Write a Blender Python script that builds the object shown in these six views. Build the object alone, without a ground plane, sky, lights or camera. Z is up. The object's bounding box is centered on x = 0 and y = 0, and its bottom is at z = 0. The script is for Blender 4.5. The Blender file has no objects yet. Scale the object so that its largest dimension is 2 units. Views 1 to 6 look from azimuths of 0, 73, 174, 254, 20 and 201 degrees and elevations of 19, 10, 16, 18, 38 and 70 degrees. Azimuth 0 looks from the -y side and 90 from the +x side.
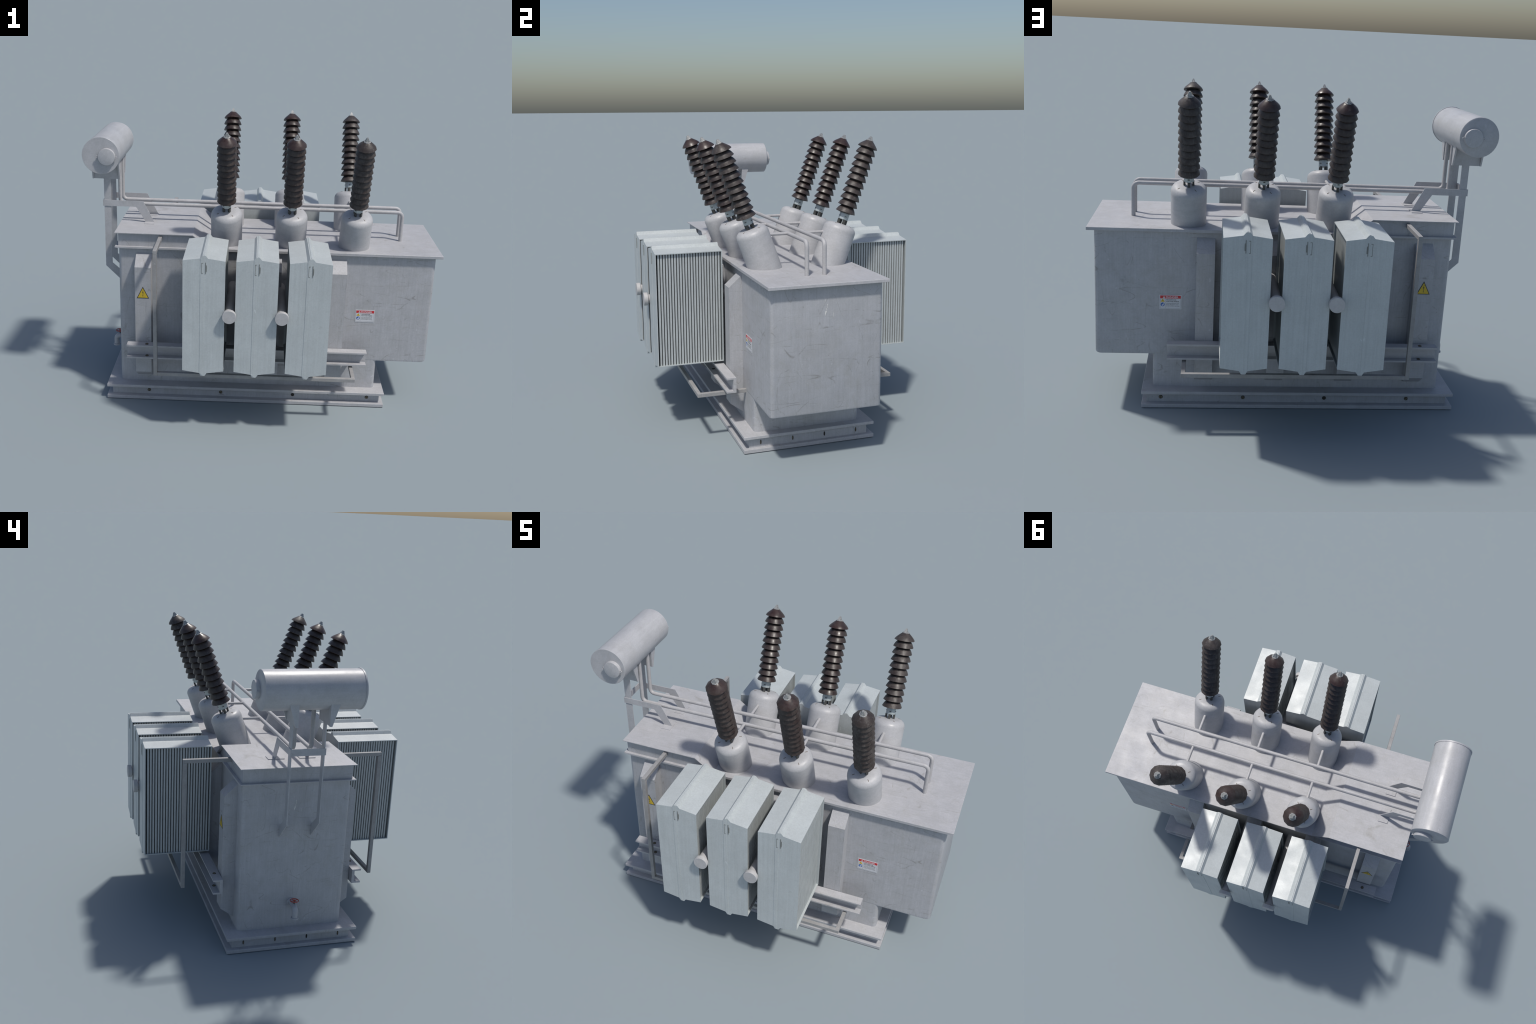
"""Oil filled power transformer: welded tank on a channel base, two banks of
three finned radiators, six tilted porcelain bushings, conservator drum on a bracket."""
import bpy, bmesh, math, random
from mathutils import Vector, Matrix
from math import sin, cos, tan, pi, radians, sqrt, atan2

random.seed(7)
COLL = bpy.context.scene.collection

# ------------------------------------------------------------------ materials
def new_mat(name):
    m = bpy.data.materials.new(name)
    m.use_nodes = True
    nt = m.node_tree
    for n in list(nt.nodes):
        nt.nodes.remove(n)
    out = nt.nodes.new("ShaderNodeOutputMaterial")
    bs = nt.nodes.new("ShaderNodeBsdfPrincipled")
    nt.links.new(bs.outputs[0], out.inputs[0])
    return m, nt, bs

class G:
    """tiny node-graph helper"""
    def __init__(self, nt):
        self.nt = nt
        self.tc = nt.nodes.new("ShaderNodeTexCoord")
        oi = nt.nodes.new("ShaderNodeObjectInfo")
        self.rand = oi.outputs["Random"]
    def link(self, a, b):
        self.nt.links.new(a, b)
    def coords(self, scale=(1, 1, 1), rand=0.0, offset=(0, 0, 0), rot=(0, 0, 0)):
        mp = self.nt.nodes.new("ShaderNodeMapping")
        mp.inputs["Scale"].default_value = scale
        mp.inputs["Location"].default_value = offset
        mp.inputs["Rotation"].default_value = rot
        src = self.tc.outputs["Object"]
        if rand:
            mu = self.nt.nodes.new("ShaderNodeVectorMath"); mu.operation = 'SCALE'
            cb = self.nt.nodes.new("ShaderNodeCombineXYZ")
            for i in range(3):
                self.link(self.rand, cb.inputs[i])
            self.link(cb.outputs[0], mu.inputs[0]); mu.inputs["Scale"].default_value = rand
            ad = self.nt.nodes.new("ShaderNodeVectorMath"); ad.operation = 'ADD'
            self.link(src, ad.inputs[0]); self.link(mu.outputs[0], ad.inputs[1])
            src = ad.outputs[0]
        self.link(src, mp.inputs["Vector"])
        return mp.outputs[0]
    def noise(self, vec, scale, detail=4, rough=0.55, dist=0.0):
        n = self.nt.nodes.new("ShaderNodeTexNoise")
        n.inputs["Scale"].default_value = scale
        n.inputs["Detail"].default_value = detail
        n.inputs["Roughness"].default_value = rough
        n.inputs["Distortion"].default_value = dist
        self.link(vec, n.inputs["Vector"])
        return n.outputs["Fac"]
    def ramp(self, fac, stops, interp='LINEAR'):
        r = self.nt.nodes.new("ShaderNodeValToRGB")
        r.color_ramp.interpolation = interp
        el = r.color_ramp.elements
        while len(el) < len(stops):
            el.new(0.5)
        for e, (p, c) in zip(el, stops):
            e.position = p
            e.color = (c, c, c, 1) if isinstance(c, (int, float)) else (*c, 1)
        self.link(fac, r.inputs[0])
        return r.outputs[0]
    def math(self, op, a, b=None, clamp=False):
        m = self.nt.nodes.new("ShaderNodeMath"); m.operation = op; m.use_clamp = clamp
        for i, v in enumerate((a, b)):
            if v is None: continue
            if isinstance(v, (int, float)): m.inputs[i].default_value = v
            else: self.link(v, m.inputs[i])
        return m.outputs[0]
    def mix(self, fac, a, b, blend='MIX'):
        m = self.nt.nodes.new("ShaderNodeMix"); m.data_type = 'RGBA'; m.blend_type = blend
        if isinstance(fac, (int, float)): m.inputs[0].default_value = fac
        else: self.link(fac, m.inputs[0])
        for i, v in ((6, a), (7, b)):
            if isinstance(v, tuple): m.inputs[i].default_value = (*v, 1)
            else: self.link(v, m.inputs[i])
        return m.outputs[2]
    def bump(self, h, strength, dist=0.002):
        b = self.nt.nodes.new("ShaderNodeBump")
        b.inputs["Strength"].default_value = strength
        b.inputs["Distance"].default_value = dist
        self.link(h, b.inputs["Height"])
        return b.outputs[0]
    def scratches(self, scale, width, cover, rand=0.0, rot=(0, 0, 0), stretch=(1, 1, 1), offset=(0, 0, 0)):
        """hairline curves: contour line of a smooth noise, kept only in spots"""
        v = self.coords(stretch, rand, offset, rot)
        n = self.noise(v, scale, 0.4, 0.3, 0.15)
        d = self.math('ABSOLUTE', self.math('SUBTRACT', n, 0.5))
        line = self.ramp(d, [(0.0, 1.0), (width, 0.0)])
        v2 = self.coords((1, 1, 1), rand, (offset[0] + 3.1, offset[1] + 1.7, offset[2] + 5.3))
        k = self.noise(v2, 15.0, 4, 0.65)
        return self.math('MULTIPLY', line, self.ramp(k, [(cover, 0.0), (cover + 0.12, 1.0)]))

def paint(name, light, warm, dark_scratch, streak=(30, 30, 1.4), rough=0.5, scratch_amt=0.55,
          rand=0.0, mottle=0.6, metallic=0.0, speck=0.5, grime=0.35, cover=0.55, streak_amt=0.6, ctr=0.0):
    """aged enamel: mottling, wash streaks, brownish grime, hairline scratches, specks, pale chips"""
    m, nt, bs = new_mat(name)
    g = G(nt)
    base = g.coords((1, 1, 1), rand)
    broad = g.ramp(g.noise(base, 6.0, 7, 0.68, 0.4), [(0.36, 0.0), (0.64, 1.0)])
    col = g.mix(g.math('MULTIPLY', broad, mottle), light, warm)
    # cloudy value change at hand size
    cl = g.ramp(g.noise(g.coords((1, 1, 1), rand, (5, 1, 7)), 14, 6, 0.7), [(0.3, 0.90 - ctr), (0.7, 1.07 + ctr)])
    col = g.mix(0.8, col, cl, 'MULTIPLY')
    # wash streaks
    st = g.noise(g.coords(streak, rand), 3.0, 5, 0.7)
    st = g.ramp(st, [(0.3, 0.88), (0.7, 1.07)])
    col = g.mix(streak_amt, col, st, 'MULTIPLY')
    # grime: warm olive-brown film in ragged blotches
    gm = g.noise(g.coords((1, 1, 0.8), rand, (2, 6, 1)), 9, 8, 0.78, 0.6)
    gm = g.ramp(gm, [(0.50, 0.0), (0.66, 1.0)])
    col = g.mix(g.math('MULTIPLY', gm, grime), col, tuple(c * k for c, k in zip(light, (0.80, 0.775, 0.715))))
    # fine grain
    gr = g.ramp(g.noise(base, 150, 3, 0.75), [(0.3, 0.90), (0.7, 1.07)])
    col = g.mix(0.75, col, gr, 'MULTIPLY')
    # scratches
    s = g.scratches(3.4, 0.0012, cover + 0.04, rand)
    s2 = g.scratches(5.0, 0.0042, cover, rand, (0.5, 0.7, 0.3), (0.35, 0.4, 2.4), (7, 2, 4))
    s3 = g.scratches(4.5, 0.0042, cover, rand, (0.12, -0.10, 0.1), (0.25, 0.3, 2.8), (1, 8, 3))
    s4 = g.scratches(5.5, 0.0048, cover, rand, (0.2, 0.3, 0.7), (2.4, 1.9, 0.5), (4, 4, 9))
    sc = g.math('MAXIMUM', g.math('MAXIMUM', s, s2), g.math('MAXIMUM', s3, g.math('MULTIPLY', s4, 0.8)))
    sp = g.ramp(g.noise(base, 75, 3, 0.6), [(0.70, 0.0), (0.73, 1.0)])
    sc = g.math('MAXIMUM', sc, g.math('MULTIPLY', sp, speck))
    col = g.mix(g.math('MULTIPLY', sc, scratch_amt), col, dark_scratch)
    # a few pale chips
    ch = g.ramp(g.noise(g.coords((1, 1, 0.6), rand, (9, 4, 2)), 34, 2, 0.5), [(0.75, 0.0), (0.77, 1.0)])
    col = g.mix(g.math('MULTIPLY', ch, 0.35), col, tuple(min(0.8, c * 1.4) for c in light))
    g.link(col, bs.inputs["Base Color"])
    r = g.ramp(g.noise(base, 9, 5, 0.6), [(0.3, rough - 0.08), (0.7, rough + 0.1)])
    g.link(r, bs.inputs["Roughness"])
    bs.inputs["Metallic"].default_value = metallic
    h = g.math('ADD', g.math('MULTIPLY', g.noise(base, 70, 4, 0.6), 0.5), g.math('MULTIPLY', sc, -0.4))
    g.link(g.bump(h, 0.12), bs.inputs["Normal"])
    return m

M_TANK = paint("grey_tank_enamel", (0.438, 0.445, 0.470), (0.405, 0.407, 0.420), (0.175, 0.165, 0.145), streak=(36, 36, 1.6), scratch_amt=0.58, streak_amt=0.65, cover=0.46, grime=0.45, speck=0.75)
M_LID = paint("grey_lid_enamel", (0.455, 0.457, 0.478), (0.430, 0.429, 0.442), (0.23, 0.215, 0.185),
              streak=(3, 26, 26), scratch_amt=0.42, grime=0.32, cover=0.48)
M_TURRET = paint("grey_turret_enamel", (0.462, 0.465, 0.480), (0.435, 0.435, 0.445), (0.24, 0.22, 0.19),
                 streak=(5, 5, 18), scratch_amt=0.30, rand=9.0, rough=0.46, mottle=0.5, speck=0.2, grime=0.15, cover=0.60)
M_DRUM = paint("grey_drum_enamel", (0.455, 0.460, 0.480), (0.425, 0.425, 0.438), (0.25, 0.23, 0.20),
               streak=(16, 2, 16), scratch_amt=0.4, rough=0.40, mottle=0.5, speck=0.3, grime=0.2)
M_PIPE = paint("grey_pipe_enamel", (0.455, 0.452, 0.465), (0.41, 0.405, 0.405), (0.22, 0.20, 0.17),
               streak=(8, 20, 20), scratch_amt=0.4, speck=0.4)
M_KNOB = paint("pale_pipe_enamel", (0.500, 0.497, 0.503), (0.462, 0.455, 0.456), (0.35, 0.32, 0.28),
               streak=(6, 6, 6), scratch_amt=0.25, speck=0.2, grime=0.2)
M_TUBE = paint("weathered_tube_steel", (0.338, 0.336, 0.338), (0.288, 0.283, 0.281), (0.12, 0.108, 0.09),
               streak=(20, 20, 20), scratch_amt=0.6, rough=0.55, speck=0.8, ctr=0.06)
M_RAD = paint("pale_radiator_paint", (0.500, 0.538, 0.545), (0.458, 0.495, 0.502), (0.21, 0.225, 0.22),
              streak=(34, 34, 1.0), scratch_amt=0.30, rand=9.0, rough=0.41, mottle=0.5, speck=0.6, grime=0.10,
              cover=0.58, streak_amt=0.6, ctr=-0.03)
M_FIN = paint("pale_fin_paint", (0.480, 0.512, 0.515), (0.445, 0.475, 0.478), (0.24, 0.25, 0.245),
              streak=(40, 40, 1.2), scratch_amt=0.2, rand=9.0, rough=0.42, mottle=0.6, speck=0.3, grime=0.1, cover=0.62)

def porcelain(name, glaze, worn, dusty):
    m, nt, bs = new_mat(name)
    g = G(nt)
    base = g.coords((1, 1, 1), 9.0)
    n = g.ramp(g.noise(base, 22, 6, 0.7), [(0.38, 0.0), (0.64, 1.0)])
    col = g.mix(n, glaze, worn)
    dirt = g.ramp(g.noise(g.coords((1, 1, 0.55), 9.0, (3, 3, 3)), 48, 7, 0.8, 0.4), [(0.60 - 0.14 * dusty, 0.0), (0.76 - 0.10 * dusty, 1.0)])
    col = g.mix(g.math('MULTIPLY', dirt, 0.35 + 0.35 * dusty), col, (0.128, 0.119, 0.112))
    dark = g.ramp(g.noise(g.coords((1, 1, 1), 9.0, (8, 1, 6)), 30, 5, 0.7), [(0.52, 0.0), (0.70, 1.0)])
    col = g.mix(g.math('MULTIPLY', dark, 0.55), col, (0.018, 0.015, 0.015))
    run = g.ramp(g.noise(g.coords((60, 60, 3), 9.0), 3.0, 4, 0.6), [(0.35, 0.78), (0.7, 1.18)])
    col = g.mix(0.8, col, run, 'MULTIPLY')
    g.link(col, bs.inputs["Base Color"])
    r = g.ramp(g.noise(base, 30, 4, 0.6), [(0.3, 0.20 + 0.2 * dusty), (0.7, 0.42 + 0.25 * dusty)])
    g.link(r, bs.inputs["Roughness"])
    g.link(g.bump(g.noise(base, 90, 4, 0.6), 0.1), bs.inputs["Normal"])
    return m
M_PORC = porcelain("brown_glazed_porcelain", (0.032, 0.0195, 0.0172), (0.060, 0.0475, 0.0430), 0.4)
M_PORC_CAP = porcelain("red_brown_glazed_porcelain", (0.037, 0.0180, 0.0158), (0.060, 0.0430, 0.0385), 0.3)
M_PORC_DUSTY = porcelain("dusty_brown_porcelain", (0.036, 0.0255, 0.0228), (0.068, 0.0560, 0.0510), 0.75)

def plain(name, col, rough=0.5, metallic=0.0, var=0.12, scale=60):
    m, nt, bs = new_mat(name)
    g = G(nt)
    n = g.ramp(g.noise(g.coords(), scale, 4, 0.65), [(0.3, 1 - var), (0.7, 1 + var)])
    c = g.mix(1.0, col, n, 'MULTIPLY')
    g.link(c, bs.inputs["Base Color"])
    bs.inputs["Roughness"].default_value = rough
    bs.inputs["Metallic"].default_value = metallic
    return m
M_TERM = plain("grey_terminal_metal", (0.32, 0.325, 0.32), 0.42, 0.3, 0.4, 160)
M_COLLAR = plain("zinc_clamp_metal", (0.42, 0.47, 0.48), 0.45, 0.2)
M_POST = plain("dark_stud_steel", (0.085, 0.085, 0.08), 0.5, 0.3)
M_BRONZE = plain("rusty_bolt_bronze", (0.17, 0.145, 0.10), 0.6, 0.2, 0.35, 220)
M_HOLE = plain("dark_recess", (0.028, 0.026, 0.022), 0.8)
M_RUST = plain("rust_stain", (0.115, 0.085, 0.050), 0.8, 0, 0.4, 200)
M_RUN = plain("pale_paint_run", (0.66, 0.66, 0.64), 0.4, 0, 0.1)
M_MARK = plain("dull_latch_steel", (0.20, 0.21, 0.20), 0.55, 0.1)
M_RED = plain("red_handwheel_paint", (0.40, 0.060, 0.045), 0.45)
M_SRED = plain("sign_red", (0.56, 0.030, 0.035), 0.5, 0, 0.05)
M_SWHITE = plain("sign_white", (0.62, 0.63, 0.66), 0.45, 0, 0.04)
M_SBLACK = plain("sign_black", (0.035, 0.036, 0.040), 0.5, 0, 0.05)
M_SGREY = plain("sign_grey_print", (0.13, 0.135, 0.14), 0.5, 0, 0.05)
M_SYEL = plain("sign_yellow", (0.62, 0.44, 0.030), 0.45, 0, 0.12, 90)
M_SBLUE = plain("sign_blue", (0.050, 0.14, 0.42), 0.5, 0, 0.05)

# ------------------------------------------------------------------ mesh tools
def finish(bm, name, mat, parent, angle=35, kind=None):
    bmesh.ops.recalc_face_normals(bm, faces=bm.faces[:])
    me = bpy.data.meshes.new(name)
    bm.to_mesh(me); bm.free()
    for p in me.polygons:
        p.use_smooth = True
    me.set_sharp_from_angle(angle=radians(angle))
    if mat: me.materials.append(mat)
    return place(me, name, parent, kind)

def place(me, name, parent, kind=None, matrix=None):
    ob = bpy.data.objects.new(name, me)
    COLL.objects.link(ob)
    if parent: ob.parent = parent
    if matrix is not None: ob.matrix_local = matrix
    if kind: ob["kind"] = kind
    return ob

def add_box(bm, x0, x1, y0, y1, z0, z1, bev=0.0):
    r = bmesh.ops.create_cube(bm, size=1.0)
    vs = r["verts"]
    for v in vs:
        v.co = Vector((x0 + (v.co.x + .5) * (x1 - x0), y0 + (v.co.y + .5) * (y1 - y0), z0 + (v.co.z + .5) * (z1 - z0)))
    if bev:
        es = list({e for v in vs for e in v.link_edges})
        bmesh.ops.bevel(bm, geom=es, offset=bev, segments=1, affect='EDGES', profile=0.5)

def box(name, x0, x1, y0, y1, z0, z1, mat, parent, bev=0.0012):
    bm = bmesh.new()
    add_box(bm, min(x0, x1), max(x0, x1), min(y0, y1), max(y0, y1), z0, z1, bev)
    return finish(bm, name, mat, parent)

def add_prism(bm, prof, a0, a1, axis):
    """extrude a 2D profile along axis: 'x' -> (y,z), 'y' -> (x,z), 'z' -> (x,y)"""
    def P(p, a):
        return {'x': (a, p[0], p[1]), 'y': (p[0], a, p[1]), 'z': (p[0], p[1], a)}[axis]
    lo = [bm.verts.new(P(p, a0)) for p in prof]
    hi = [bm.verts.new(P(p, a1)) for p in prof]
    n = len(prof)
    bm.faces.new(lo); bm.faces.new(hi[::-1])
    for i in range(n):
        bm.faces.new((lo[i], lo[(i + 1) % n], hi[(i + 1) % n], hi[i]))

def prism(name, prof, a0, a1, axis, mat, parent, angle=25):
    bm = bmesh.new()
    add_prism(bm, prof, a0, a1, axis)
    return finish(bm, name, mat, parent, angle)

def add_lathe(bm, prof, seg, M=Matrix.Identity(4), phase=0.0):
    """revolve (r, h) pairs about local z; r == 0 closes to a point"""
    rings = []
    for r, h in prof:
        if r < 1e-7:
            rings.append([bm.verts.new(M @ Vector((0, 0, h)))])
        else:
            rings.append([bm.verts.new(M @ Vector((r * cos(phase + 2 * pi * i / seg), r * sin(phase + 2 * pi * i / seg), h)))
                          for i in range(seg)])
    for a, b in zip(rings, rings[1:]):
        for i in range(seg):
            j = (i + 1) % seg
            if len(a) == 1 and len(b) == 1: continue
            if len(a) == 1: bm.faces.new((a[0], b[i], b[j]))
            elif len(b) == 1: bm.faces.new((a[i], b[0], a[j]))
            else: bm.faces.new((a[i], b[i], b[j], a[j]))

def along(p, d):
    """matrix whose z runs along d, origin at p"""
    d = Vector(d).normalized()
    return Matrix.Translation(p) @ d.to_track_quat('Z', 'Y').to_matrix().to_4x4()

def cyl(name, p, q, r, mat, parent, seg=24):
    p, q = Vector(p), Vector(q)
    L = (q - p).length
    c = min(0.0015, r * .15)
    bm = bmesh.new()
    add_lathe(bm, [(0, 0), (r - c, 0), (r, c), (r, L - c), (r - c, L), (0, L)], seg, along(p, q - p))
    return finish(bm, name, mat, parent)

def fillet_path(pts, rad, n=6):
    pts = [Vector(p) for p in pts]
    out = [pts[0]]
    for a, b, c in zip(pts, pts[1:], pts[2:]):
        u = (a - b).normalized(); v = (c - b).normalized()
        ang = u.angle(v)
        t = rad / tan(ang / 2)
        cen = b + (u + v).normalized() * (rad / sin(ang / 2))
        s, e = (b + u * t - cen).normalized(), (b + v * t - cen).normalized()
        for i in range(n + 1):
            out.append(cen + s.slerp(e, i / n) * rad)
    out.append(pts[-1])
    return out

def add_sweep(bm, path, ring, up=(0, 1, 0)):
    """sweep a closed 2D ring along a path (mitred), caps on"""
    path = [Vector(p) for p in path]
    up = Vector(up)
    rows = []
    for i, p in enumerate(path):
        d0 = (p - path[i - 1]).normalized() if i else (path[1] - p).normalized()
        d1 = (path[i + 1] - p).normalized() if i < len(path) - 1 else d0
        t = (d0 + d1).normalized()
        k = 1 / max(0.3, t.dot(d1))
        side = up.cross(t).normalized()
        u2 = up
        rows.append([bm.verts.new(p + side * (a * k) + u2 * b) for a, b in ring])
    n = len(ring)
    for a, b in zip(rows, rows[1:]):
        for i in range(n):
            bm.faces.new((a[i], a[(i + 1) % n], b[(i + 1) % n], b[i]))
    bm.faces.new(rows[0]); bm.faces.new(rows[-1][::-1])

def pipe(name, pts, r, rad, mat, parent, seg=16):
    bm = bmesh.new()
    ring = [(r * cos(2 * pi * i / seg), r * sin(2 * pi * i / seg)) for i in range(seg)]
    add_sweep(bm, fillet_path(pts, rad) if len(pts) > 2 else pts, ring)
    return finish(bm, name, mat, parent, 50)

def arc(cx, cy, r, a0, a1, n):
    return [(cx + r * cos(radians(a0 + (a1 - a0) * i / n)), cy + r * sin(radians(a0 + (a1 - a0) * i / n))) for i in range(n + 1)]

# ------------------------------------------------------------------ root
root = bpy.data.objects.new("power_transformer", None)
COLL.objects.link(root)
root["label"] = "grey oil-filled power transformer with brown bushings and radiators"
root["category"] = "electrical transformer"

# ------------------------------------------------------------------ base frame
Z_BASE = 0.089
base = box("base_frame", -.851, .709, -.328, .328, 0.019, 0.074, M_TANK, root, 0.001)
box("base_plate", -.879, .732, -.3605, .3605, 0.0, 0.020, M_LID, base, 0.0015)
box("base_plate", -.879, .732, -.3605, .3605, 0.073, Z_BASE, M_LID, base, 0.0015)

def bolt(p, n, r, slot, parent, empty=False, squash=None):
    """round head: black ring, bronze disc, screwdriver slot; or an empty hole"""
    M = along(p, n)
    if squash: M = Matrix.Translation(p) @ Matrix.Diagonal((1, squash[0], squash[1], 1)) @ Matrix.Translation(-Vector(p)) @ M
    bm = bmesh.new()
    add_lathe(bm, [(0, -.001), (r, -.001), (r, .0012), (r * .86, .0018), (0, .0018)], 20, M)
    ob = finish(bm, "bolt_hole" if empty else "bolt", M_HOLE, parent)
    if not empty:
        bm = bmesh.new()
        add_lathe(bm, [(r * .82, .001), (r * .82, .0032), (r * .66, .0045), (0, .0048)], 18, M)
        finish(bm, "bolt_head", M_BRONZE, ob)
        bm = bmesh.new()
        add_box(bm, -r * .62, r * .62, -r * .13, r * .13, .003, .0050)
        bmesh.ops.transform(bm, matrix=M @ Matrix.Rotation(slot, 4, 'Z'), verts=bm.verts[:])
        finish(bm, "bolt_slot", M_HOLE, ob)
    return ob

turn = [pi / 2, 0.75, 0, 2.4]
for i, s in enumerate((-.638, -.219, .203, .637)):
    bolt((s, -.328, .0455), (0, -1, 0), .0100, turn[i], base, i == 2)
    bolt((-s - .002, .328, .0455), (0, 1, 0), .0100, turn[i], base, i == 2)
for i, s in enumerate((-.266, -.091, .086, .265)):
    bolt((.709, s, .0455), (1, 0, 0), .0100, turn[i], base, i == 2, (.42, 1.2))
    bolt((-.851, -s, .0455), (-1, 0, 0), .0100, turn[i], base, i == 2, (.42, 1.2))

# ------------------------------------------------------------------ tank
YW = 0.290
XL, XM, XR = -.8070, .6800, .9665             # end wall, lower end, overhanging end
def rolled(x0, x1, y, r, n=4):
    """rectangular plan with rolled corners"""
    return (arc(x1 - r, -y + r, r, -90, 0, n) + arc(x1 - r, y - r, r, 0, 90, n) +
            arc(x0 + r, y - r, r, 90, 180, n) + arc(x0 + r, -y + r, r, 180, 270, n))
def tank_body():
    """lower body, and above it the longer upper body that overhangs one end; the two are butted"""
    bm = bmesh.new()
    zs = .267
    def stack(levels):
        rows = [[bm.verts.new((x, y, z)) for x, y in pl] for pl, z in levels]
        for a, b in zip(rows, rows[1:]):
            for i in range(len(a)):
                k = (i + 1) % len(a)
                bm.faces.new((a[i], a[k], b[k], b[i]))
        return rows
    stack([(rolled(XL, XM, YW, .020), Z_BASE - .001), (rolled(XL, XM, YW, .020), zs)])
    top = stack([(rolled(XL, XR - .010, YW, .020), zs), (rolled(XL, XR - .0030, YW, .020), zs + .0030),
                 (rolled(XL, XR, YW, .020), zs + .010), (rolled(XL, XR, YW, .020), .9085)])
    bm.faces.new(top[0]); bm.faces.new(top[-1])
    # underside keeps only the overhang open to view; the joint itself is hidden
    return finish(bm, "tank", M_TANK, root, 30)
tank = tank_body()

# spilled paint: a few pale runs dried on both end walls
for xe, sg in ((XR, 1), (XL, -1)):
    bm = bmesh.new()
    for y, z, w, l in ((-.015, .834, .0010, .008), (-.0030, .811, .0016, .0055), (-.0030, .800, .0013, .0050), (-.0065, .788, .0012, .0080),
                       (-.0110, .774, .0026, .0075), (-.0135, .766, .0020, .0075), (-.0085, .777, .0014, .0050), (.027, .761, .0007, .012)):
        M = Matrix.Translation((xe, sg * y, z)) @ Matrix.Diagonal((.0012, w, l, 1))
        bmesh.ops.create_uvsphere(bm, u_segments=10, v_segments=6, radius=1.0, matrix=M)
    finish(bm, "paint_run", M_RUN, tank, 60, "stuff")

# cover slab with rolled edge, raised turret cover on the left
slab = box("cover_slab", -.336, 1.0, -.3095, .3095, .908, .924, M_LID, root, 0.0015)
# thinner flange carries on round the conservator end
prism("tank_flange", [(-.825, .9165), (-.825, .9120), (-.809, .9085), (-.3365, .9085), (-.3365, .9180), (-.8235, .9180)], -.3095, .3095, 'y', M_LID, slab)
ZL = .9975
XS0, XS1 = -.392, -.292                       # slope of the raised cover
prism("raised_cover", [(-.807, .917), (-.3370, .917), (-.3370, .923), (XS1 - .006, .923), (XS0 - .003, ZL - .0035), (-.807, ZL - .0035)],
      -.2935, .2935, 'y', M_TANK, slab)
prism("raised_cover_sheet", [(-.825, ZL - .0038), (XS0 - .0022, ZL - .0038), (XS1 - .0048, .9245), (XS1, .9245), (XS0, ZL), (-.825, ZL)],
      -.3095, .3095, 'y', M_LID, slab)

# stiffening ribs, four a side, chamfered top and bottom
for i in range(4):
    xc = -.6635 + i * .3625
    for s in (-1, 1):
        prof = [(s * (YW - .006), .8860), (s * YW, .8805), (s * .361, .8170), (s * .361, .1780), (s * YW, .1260), (s * (YW - .006), .121)]
        prism("stiffening_rib", prof, xc - .0445, xc + .0445, 'x', M_TANK, tank)

# jacking channels
for s in (-1, 1):
    yo, yi, z0, z1, t = .4145, .3635, .288, .3685, .0085
    prof = [(yi, z0), (yo, z0), (yo, z0 + t), (yi + .015, z0 + t), (yi + .015, z1 - t), (yo, z1 - t), (yo, z1), (yi, z1)]
    ch = prism("side_channel", [(s * a, b) for a, b in prof], -.752, .604, 'x', M_LID, root)
    for xb in (-.640, .208):
        xb -= .013 * (s + 1)
        for z in (z0 + t, z1):
            bolt((xb, s * .391, z), (0, 0, 1), .0095, 0.7, ch, xb > 0)
    # blocks carrying the channel on the ribs (rib face to web)
    for i in range(4):
        xc = -.6635 + i * .3625
        box("channel_pad", xc - .03, xc + .03, s * .3605, s * .3640, .30, .355, M_TANK, ch, 0)

# square tube guard: out from the tank, down, along, back to the tank
for s in (-1, 1):
    h = .0102
    bm = bmesh.new()
    pts = [(-.572, s * .290, .9715), (-.572, s * .5430, .9715), (-.572, s * .5430, .2650), (.520, s * .5430, .2650), (.520, s * .290, .2650)]
    for k, (a, b) in enumerate(zip(pts, pts[1:])):
        lo = [min(a[i], b[i]) - h for i in range(3)]
        hi = [max(a[i], b[i]) + h for i in range(3)]
        e = .0004 * k
        # butt the legs: each later leg starts flush with the previous one
        if k == 1: hi[2] -= 2 * h
        if k == 2: lo[0] += 2 * h
        if k == 3:
            if s < 0: lo[1] += 2 * h
            else: hi[1] -= 2 * h
        if k == 0:
            lo[1 if s < 0 else 1] = lo[1]
        add_box(bm, lo[0], hi[0], lo[1], hi[1], lo[2], hi[2], .0012)
    finish(bm, "tube_guard", M_TUBE, root)

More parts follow.
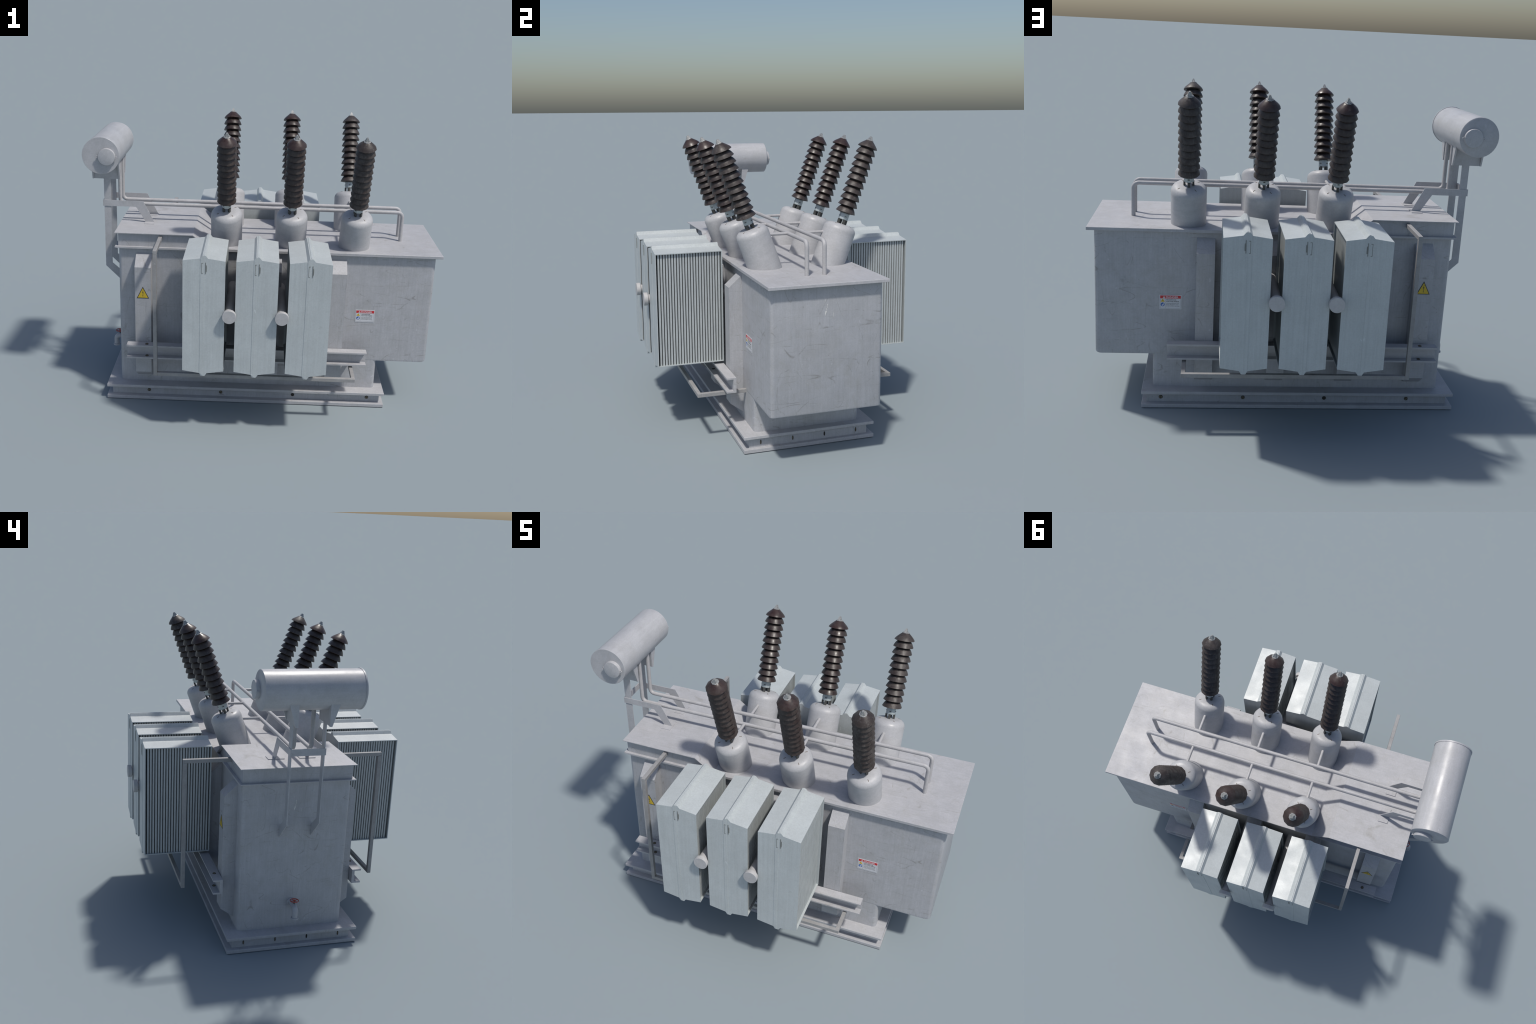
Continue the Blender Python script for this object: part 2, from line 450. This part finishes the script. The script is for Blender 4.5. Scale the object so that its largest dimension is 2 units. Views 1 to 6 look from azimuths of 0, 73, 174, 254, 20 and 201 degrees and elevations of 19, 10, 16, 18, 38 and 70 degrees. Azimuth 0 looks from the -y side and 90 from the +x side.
# ------------------------------------------------------------------ radiators
RW = .1082
def roof_outline(sgn, ze):
    """half-section of the ridged roof (sgn=1) or the keeled floor (sgn=-1), left to right"""
    if sgn > 0:
        pr = [(-RW, 0), (-.021, .0125), (-.0085, .0275), (.0085, .0275), (.021, .0125), (RW, 0)]
    else:
        pr = [(-RW, 0), (-.0195, -.0135), (-.0095, -.0295), (.0095, -.0295), (.0195, -.0135), (RW, 0)]
    return [(x, ze + z) for x, z in pr]
ZT, ZB = .9965, .3835
Y_OUT, Y_IN = .7255, .3640
def radiator_mesh(s):
    bm = bmesh.new()
    top, bot = roof_outline(1, ZT), roof_outline(-1, ZB)
    th = .0045
    for y0, y1 in ((Y_OUT - .0045, Y_OUT), (Y_IN, Y_IN + .0055)):
        add_prism(bm, top + bot[::-1], s * y0, s * y1, 'y')
    ya, yb = s * (Y_IN + .0055), s * (Y_OUT - .0045)
    add_prism(bm, top + [(x, z - th) for x, z in top[::-1]], ya, yb, 'y')
    add_prism(bm, bot + [(x, z + th) for x, z in bot[::-1]], ya, yb, 'y')
    # pressed band and seam on the outer panel
    add_prism(bm, [(-.0185, ZB - .012), (-.0012, ZB - .0285), (-.0012, ZT + .0255), (-.0085, ZT + .0255), (-.0185, ZT + .0135)],
              s * (Y_OUT - .001), s * (Y_OUT + .0012), 'y')
    # rolled bead along the ridge
    for y0, y1 in ((Y_IN, Y_OUT),):
        add_prism(bm, [(-.0040, ZT + .026), (.0062, ZT + .026), (.0045, ZT + .0297), (-.0022, ZT + .0297)], s * (y0 + .001), s * (y1 - .004), 'y')
    bmesh.ops.recalc_face_normals(bm, faces=bm.faces[:])
    me = bpy.data.meshes.new("radiator")
    bm.to_mesh(me); bm.free()
    me.materials.append(M_RAD)
    return me

def fin_mesh():
    bm = bmesh.new()
    w, d = .0048, .0975
    prof = [(-d, -w), (d, -w), (d, w), (-d, w)]
    add_prism(bm, prof, ZB + .0, ZT - .0, 'z')
    bmesh.ops.recalc_face_normals(bm, faces=bm.faces[:])
    me = bpy.data.meshes.new("fin")
    bm.to_mesh(me); bm.free()
    me.materials.append(M_FIN)
    return me
FIN = fin_mesh()

def latch_mesh(s):
    """pull handle and hasp near the top of the outer panel"""
    bm = bmesh.new()
    y0, y1 = s * (Y_OUT - .0005), s * (Y_OUT + .0018)
    lo, hi = min(y0, y1), max(y0, y1)
    zt = ZT - .010
    add_box(bm, -.0128, -.0108, lo, hi, zt - .058, zt)
    add_box(bm, -.0108, -.0040, lo, hi, zt - .0025, zt)
    add_box(bm, -.0108, -.0050, lo, hi, zt - .058, zt - .0555)
    add_box(bm, .0068, .0098, lo, hi, zt - .058, zt + .002)
    add_box(bm, .0098, .0122, lo, hi, zt - .046, zt - .012)
    add_box(bm, .0132, .0142, lo, hi, zt - .046, zt - .014)
    bmesh.ops.recalc_face_normals(bm, faces=bm.faces[:])
    me = bpy.data.meshes.new("latch")
    bm.to_mesh(me); bm.free()
    me.materials.append(M_MARK)
    return me

RX = (-.2985, -.0280, .2420)
PITCH = .0148
for s in (-1, 1):
    me, lm = radiator_mesh(s), latch_mesh(s)
    for x in RX:
        r = place(me, "radiator", root, None, Matrix.Translation((x, 0, 0)))
        place(lm, "latch", r)
        for k in range(23):
            y = .7067 - k * PITCH
            place(FIN, "fin", r, None, Matrix.Translation((0, s * y, 0)))

# manifold pipes in the gaps between the radiators, capped at the outer end
for s in (-1, 1):
    for x in (-.1655, .1045):
        p = cyl("manifold_pipe", (x, s * (YW - .004), .705), (x, s * .738, .705), .0255, M_KNOB, root, 20)
        cyl("manifold_cap", (x, s * .734, .706), (x, s * .7565, .706), .0365, M_KNOB, p, 18)

# ------------------------------------------------------------------ bushings
TILT = radians(20)
SHED_P = .03623
H_RIM_LOW = .2867
def mesh_of(name, fn, mat, angle=35):
    bm = bmesh.new(); fn(bm)
    bmesh.ops.recalc_face_normals(bm, faces=bm.faces[:])
    me = bpy.data.meshes.new(name); bm.to_mesh(me); bm.free()
    for p in me.polygons: p.use_smooth = True
    me.set_sharp_from_angle(angle=radians(angle))
    me.materials.append(mat)
    return me

R_T, H_T = .0875, .2225
turret_prof = [(0, -.035), (R_T, -.035), (R_T, .187), (R_T - .0022, .1975), (R_T - .0080, .2075), (R_T - .0170, .2150),
               (R_T - .0270, .2190), (R_T - .040, .2212), (0, H_T)]
shed_prof = [(.026, .0325), (.0345, .0320), (.0405, .0255), (.0460, .0175), (.0500, .0090), (.0538, 0.0), (.0528, -.0010), (.0350, -.0040), (.026, -.0050)]
cap_prof = [(.012, .0395), (.0190, .0370), (.0285, .0287), (.0396, .0188), (.0484, .0094), (.0538, 0.0), (.0528, -.0010), (.0350, -.0040), (.026, -.0050)]
ME_TURRET = mesh_of("bushing", lambda b: add_lathe(b, turret_prof, 36), M_TURRET, 40)
ME_SHED, ME_CAP = {}, {}
for key, shed_m, cap_m in (("glazed", M_PORC, M_PORC_CAP), ("dusty", M_PORC_DUSTY, M_PORC_DUSTY)):
    ME_SHED[key] = mesh_of("insulator_shed", lambda b: add_lathe(b, shed_prof, 12, phase=pi / 12), shed_m, 50)
    ME_CAP[key] = mesh_of("insulator_cap", lambda b: add_lathe(b, cap_prof, 12, phase=pi / 12), cap_m, 50)
ME_CORE = mesh_of("insulator_core", lambda b: add_lathe(b, [(0, .2815), (.0300, .2815), (.0300, .670), (.014, .686), (0, .686)], 16), M_PORC, 40)

def collar(b):
    add_lathe(b, [(0, .2455), (.0235, .2455), (.0260, .2480), (.0260, .2790), (.0235, .2840), (0, .2840)], 8, phase=pi / 8)
ME_COLLAR = mesh_of("clamp_collar", collar, M_COLLAR, 20)
def posts(b):
    for k in range(4):
        a = pi / 4 + k * pi / 2
        M = Matrix.Rotation(a, 4, 'Z')
        n0 = len(b.verts)
        add_box(b, .0165, .0262, -.0060, .0060, H_T - .004, .2462)
        b.verts.ensure_lookup_table()
        bmesh.ops.transform(b, matrix=M, verts=b.verts[n0:])
        n0 = len(b.verts)
        add_box(b, .0235, .0272, -.0050, .0050, .2620, .2650)
        b.verts.ensure_lookup_table()
        bmesh.ops.transform(b, matrix=M, verts=b.verts[n0:])
ME_POST = mesh_of("clamp_stud", posts, M_POST, 20)
def terminal(b):
    add_lathe(b, [(0, .684), (.0195, .684), (.0195, .688), (.0165, .6905), (0, .6905)], 8, phase=pi / 8)
    # squared stud tapering to a flattened blade, keyed by a rib each side
    lv = [(.0120, .0105, .690), (.0105, .0085, .6950), (.0050, .0034, .7095)]
    rows = [[b.verts.new((sx * a, sy * c, z)) for sx, sy in ((-1, -1), (1, -1), (1, 1), (-1, 1))] for c, a, z in lv]
    for p, q in zip(rows, rows[1:]):
        for i in range(4):
            b.faces.new((p[i], p[(i + 1) % 4], q[(i + 1) % 4], q[i]))
    b.faces.new(rows[0]); b.faces.new(rows[-1])
    add_prism(b, [(-.0135, .690), (.0135, .690), (.0075, .7020), (-.0075, .7020)], -.0030, .0030, 'x')
ME_TERM = mesh_of("terminal", terminal, M_TERM, 20)

def slots(b):
    """four short rusted slots let radially into the turret shoulder"""
    for k in range(4):
        n0 = len(b.verts)
        add_box(b, -.0065, .0065, -.0012, .0012, -.0015, .0008)
        b.verts.ensure_lookup_table()
        M = Matrix.Rotation(radians(35 + 90 * k), 4, 'Z') @ Matrix.Translation((.0575, 0, .2196)) @ Matrix.Rotation(radians(10), 4, 'Y')
        bmesh.ops.transform(b, matrix=M, verts=b.verts[n0:])
ME_SLOT = mesh_of("vent_slot", slots, M_RUST, 20)
BX = (-.2100, .1520, .5140)
for s in (-1, 1):
    for x in BX:
        # tilt outward: local z -> (0, s sin, cos)
        M = Matrix.Translation((x, s * .1777, .924)) @ Matrix.Rotation(-s * TILT, 4, 'X')
        b = place(ME_TURRET, "bushing", root, None, M)
        place(ME_SLOT, 'vent_slot', b)
        spin = 0 if s < 0 else pi / 4
        place(ME_COLLAR, "clamp_collar", b)
        place(ME_POST, "clamp_stud", b, None, Matrix.Rotation(spin, 4, 'Z'))
        place(ME_CORE, "insulator_core", b)
        for k in range(11):
            place((ME_CAP if k == 10 else ME_SHED)['dusty' if x > .4 else 'glazed'], "insulator_shed", b, None,
                  Matrix.Translation((0, 0, H_RIM_LOW + k * SHED_P)))
        place(ME_TERM, "terminal", b)

# ------------------------------------------------------------------ oil pipes to the conservator
for s in (-1, 1):
    p = pipe("oil_pipe", [(.798, s * .0465, .915), (.798, s * .0465, 1.0955), (-.833, s * .0465, 1.0955), (-.833, s * .0465, 1.352)],
             .0109, .028, M_PIPE, root)
    for x in BX:
        cyl("branch_pipe", (x - .004, s * .050, 1.0955), (x - .004, s * .178, 1.0955), .0082, M_PIPE, p, 14)

# ------------------------------------------------------------------ conservator
CX, CZ, CR = -.8985, 1.4130, .0990
def drum():
    bm = bmesh.new()
    M = Matrix.Translation((CX, 0, CZ)) @ Matrix.Rotation(pi / 2, 4, 'X')   # local z -> -y
    add_lathe(bm, [(0, -.2535), (CR - .004, -.2535), (CR, -.2505), (CR, .2470), (CR + .0025, .2475), (CR + .0025, .2545), (CR + .0015, .2555), (0, .2555)], 40, M)
    return finish(bm, "conservator", M_DRUM, root, 40)
cons = drum()
for s in (-1, 1):
    bm = bmesh.new()
    M = along((CX + .0335, s * .2525, CZ - .003), (0, s, 0))
    add_lathe(bm, [(0, 0), (.0465, 0), (.0465, .0195), (.0450, .0218), (.030, .0248), (0, .0262)], 28, M)
    cap = finish(bm, "manhole_cover", M_DRUM, cons, 40)
    for a in (0, pi):
        bm = bmesh.new()
        add_lathe(bm, [(.0042, 0), (.0062, 0), (.0062, .005), (.0042, .005), (.0042, 0)], 10,
                  Matrix.Translation((CX + .0335 + .0510 * cos(a), s * (.2525 + .014), CZ - .003)) @ Matrix.Rotation(-s * pi / 2, 4, 'X'))
        finish(bm, "cover_lug", M_DRUM, cap)

# saddles: plate cut to the drum, tapering gussets at both ends
def saddle(s):
    zc = lambda x: CZ - sqrt(max(0, (CR - .002) ** 2 - (x - CX) ** 2))
    x0, x1 = -.978, -.827
    xs = [x0 + (x1 - x0) * i / 12 for i in range(13)]
    prof = [(x0 + .004, 1.2475), (x1 - .004, 1.2475)] + [(x, zc(x)) for x in xs[::-1]]
    bm = bmesh.new()
    add_prism(bm, prof, s * .081, s * .091, 'y')
    for xa, xb in ((x0 - .002, x0 + .0065), (x1 - .0065, x1 + .002)):
        top = zc((xa + xb) / 2) + .012
        add_prism(bm, [(s * .0795, 1.2465), (s * .0925, 1.2465), (s * .1300, top), (s * .0795, top)], xa, xb, 'x')
    return finish(bm, "saddle_bracket", M_DRUM, cons)
for s in (-1, 1):
    sad = saddle(s)
    # bent strip column down to the tank end wall
    col = prism("support_column", [(-.9180, 1.262), (-.9180, .7250), (-.8060, .6150), (-.8060, .6770), (-.8800, .7420), (-.8800, 1.262)],
                s * .0832, s * .0886, 'y', M_DRUM, root)
    # knee bracket: strip from the column over the cover, then down to a foot plate
    ya, yb = s * .0886, s * .0920
    arm = prism("knee_bracket", [(-.9200, 1.0880), (-.7370, 1.0880), (-.6800, .9990), (-.6320, .9990), (-.6960, 1.1225), (-.9200, 1.1225)],
                ya, yb, 'y', M_DRUM, root)
    box("foot_plate", -.6860, -.6290, s * .0410, s * .1290, ZL - .001, ZL + .0042, M_LID, arm, .0006)
box("cross_strip", -.9250, -.9185, -.0921, .0921, 1.0874, 1.1231, M_DRUM, root, .0006)

# ------------------------------------------------------------------ drain valve with red handwheel
vx, vz = -.8820, .2375
valve = pipe("drain_valve", [(-.805, 0, vz), (vx, 0, vz), (vx, 0, .184)], .0155, .022, M_DRUM, root, 18)
cyl("round_wall_disc", (vx, 0, .1745), (vx, 0, .1835), .0208, M_DRUM, valve, 20)
cyl("round_wall_disc", (-.8060, 0, vz), (-.8165, 0, vz), .0245, M_DRUM, valve, 20)
cyl("valve_stem", (-.8620, 0, vz + .010), (-.8620, 0, .273), .0038, M_POST, valve, 10)
bm = bmesh.new()
R, r = .0222, .0022
rows = []
for i in range(24):
    a = 2 * pi * i / 24
    rows.append([bm.verts.new((-.862 + (R + r * cos(t)) * cos(a), (R + r * cos(t)) * sin(a), .2715 + r * sin(t)))
                 for t in [2 * pi * k / 8 for k in range(8)]])
for i in range(24):
    A, B = rows[i], rows[(i + 1) % 24]
    for k in range(8):
        bm.faces.new((A[k], A[(k + 1) % 8], B[(k + 1) % 8], B[k]))
for a in (0.35, 0.35 + pi / 2):
    n0 = len(bm.verts)
    add_box(bm, -R, R, -.0018, .0018, -.0012, .0012)
    bm.verts.ensure_lookup_table()
    bmesh.ops.transform(bm, matrix=Matrix.Translation((-.862, 0, .2715)) @ Matrix.Rotation(a, 4, 'Z'), verts=bm.verts[n0:])
add_lathe(bm, [(0, -.003), (.0058, -.003), (.0058, .003), (0, .003)], 12, Matrix.Translation((-.862, 0, .2715)))
finish(bm, "handwheel", M_RED, valve, 50)

# ------------------------------------------------------------------ signs
def sign_frame(x, y, z, s):
    """local x = reading direction, local y = up, local z = outward"""
    out = Vector((0, s, 0)); up = Vector((0, 0, 1)); right = up.cross(out)
    return Matrix(((right.x, up.x, out.x, x), (right.y, up.y, out.y, y), (right.z, up.z, out.z, z), (0, 0, 0, 1)))

def flat(name, poly, h0, h1, mat, parent, F):
    bm = bmesh.new()
    add_prism(bm, poly, h0, h1, 'z')
    bmesh.ops.transform(bm, matrix=F, verts=bm.verts[:])
    return finish(bm, name, mat, parent)

def rect(x0, x1, y0, y1):
    return [(x0, y0), (x1, y0), (x1, y1), (x0, y1)]

def text(body, x, y, size, h0, mat, parent, F, stretch=1.0, bold=0.0, width=None):
    cu = bpy.data.curves.new("lettering", 'FONT')
    cu.body = body; cu.size = size; cu.extrude = .00015; cu.offset = bold
    tmp = bpy.data.objects.new("lettering", cu)
    COLL.objects.link(tmp)
    bpy.context.view_layer.update()
    me = bpy.data.meshes.new_from_object(tmp.evaluated_get(bpy.context.evaluated_depsgraph_get()))
    bpy.data.objects.remove(tmp); bpy.data.curves.remove(cu)
    w = max(v.co.x for v in me.vertices) - min(v.co.x for v in me.vertices)
    if width: stretch = width / w
    me.transform(F @ Matrix.Translation((x, y, h0)) @ Matrix.Diagonal((stretch, 1, 1, 1)))
    me.name = "lettering"; me.materials.clear(); me.materials.append(mat)
    return place(me, "lettering", parent)

BOLT_SHAPE = [(.15, 1.0), (-.28, .10), (.02, .22), (-.02, -.45), (-.16, -.42), (.02, -1.0), (.20, -.42), (.09, -.45), (.34, .52), (.02, .36), (.30, 1.0)]
def bolt_mark(cx, cy, h, F, z0, z1, parent):
    flat("lightning_mark", [(cx + a * h * .52, cy + b * h) for a, b in BOLT_SHAPE], z0, z1, M_SBLACK, parent, F)

for s in (-1, 1):
    # triangular high-voltage sign on the first rib
    F = sign_frame(-.6635, s * .361, 0, s)
    a, zt, zb = .0345, .7035, .6350
    H = zt - zb
    tri = flat("warning_triangle", [(-a, zb), (a, zb), (0, zt)], -.0005, .0010, M_SBLACK, root, F)
    k = .0036
    slope = sqrt(a * a + H * H)
    top_in = zt - k * slope / a
    bot_in = zb + k
    half = a * (top_in - bot_in) / H
    flat("yellow_field", [(-half, bot_in), (half, bot_in), (0, top_in)], .0005, .0014, M_SYEL, tri, F)
    bolt_mark(0, .6640, .0215, F, .0010, .0018, tri)
    # danger notice on the tank side
    F = sign_frame(.5940, s * YW, .5445, s)
    w, h = .0545, .0372
    pl = flat("danger_sign", rect(-w, w, -h, h), -.0005, .0012, M_SWHITE, root, F)
    t0, t1 = .0010, .0016
    flat("red_band", rect(-w + .0035, w - .0035, h - .0185, h - .0035), t0, t1, M_SRED, pl, F)
    for rc in (rect(-w + .0035, -w + .0042, -h + .0035, h - .019), rect(w - .0042, w - .0035, -h + .0035, h - .019),
               rect(-w + .0035, w - .0035, -h + .0035, -h + .0042), rect(-w + .0285, -w + .0292, -h + .0042, h - .0188)):
        flat("printed_rule", rc, t0, t1 - .0002, M_SGREY, pl, F)
    by = h - .0172
    flat("alert_triangle", [(-.0385, by), (-.0255, by), (-.0320, by + .0122)], t1 - .0002, t1 + .0003, M_SWHITE, pl, F)
    flat("alert_stroke", rect(-.0327, -.0313, by + .0036, by + .0082), t1, t1 + .0006, M_SRED, pl, F)
    flat("alert_stroke", rect(-.0327, -.0313, by + .0014, by + .0027), t1, t1 + .0006, M_SRED, pl, F)
    text("DANGER", -.0235, by + .0012, .0138, t1, M_SWHITE, pl, F, bold=.00025, width=.0610)
    # pictogram column
    px = -w + .0160
    flat("yellow_pictogram", [(px - .0102, .0010), (px + .0102, .0010), (px, .0172)], t0, t1, M_SYEL, pl, F)
    bolt_mark(px, .0068, .0052, F, t1 - .0002, t1 + .0003, pl)
    flat("blue_pictogram", [(px + .0098 * cos(2 * pi * i / 28), -.0130 + .0098 * sin(2 * pi * i / 28)) for i in range(28)], t0, t1, M_SBLUE, pl, F)
    flat("hand_shape", [(px - .0050, -.0150), (px - .0020, -.0135), (px + .0015, -.0110), (px + .0025, -.0075), (px + .0058, -.0072),
                        (px + .0052, -.0140), (px + .0028, -.0195), (px - .0022, -.0205)], t1 - .0002, t1 + .0003, M_SWHITE, pl, F)
    lx = -w + .0330
    text("HAZARDOUS", lx, .0088, .0074, t1 - .0004, M_SGREY, pl, F, bold=.0003, width=.0500)
    text("VOLTAGE INSIDE", lx, .0000, .0074, t1 - .0004, M_SGREY, pl, F, bold=.0003, width=.0640)
    for i, (ln, wd) in enumerate((("Authorized personnel only.", .064), ("Always disconnect power", .062), ("at source before servicing.", .066))):
        text(ln, lx, -.0085 - i * .0068, .0052, t1 - .0004, M_SGREY, pl, F, bold=.00012, width=wd)

bpy.context.view_layer.update()
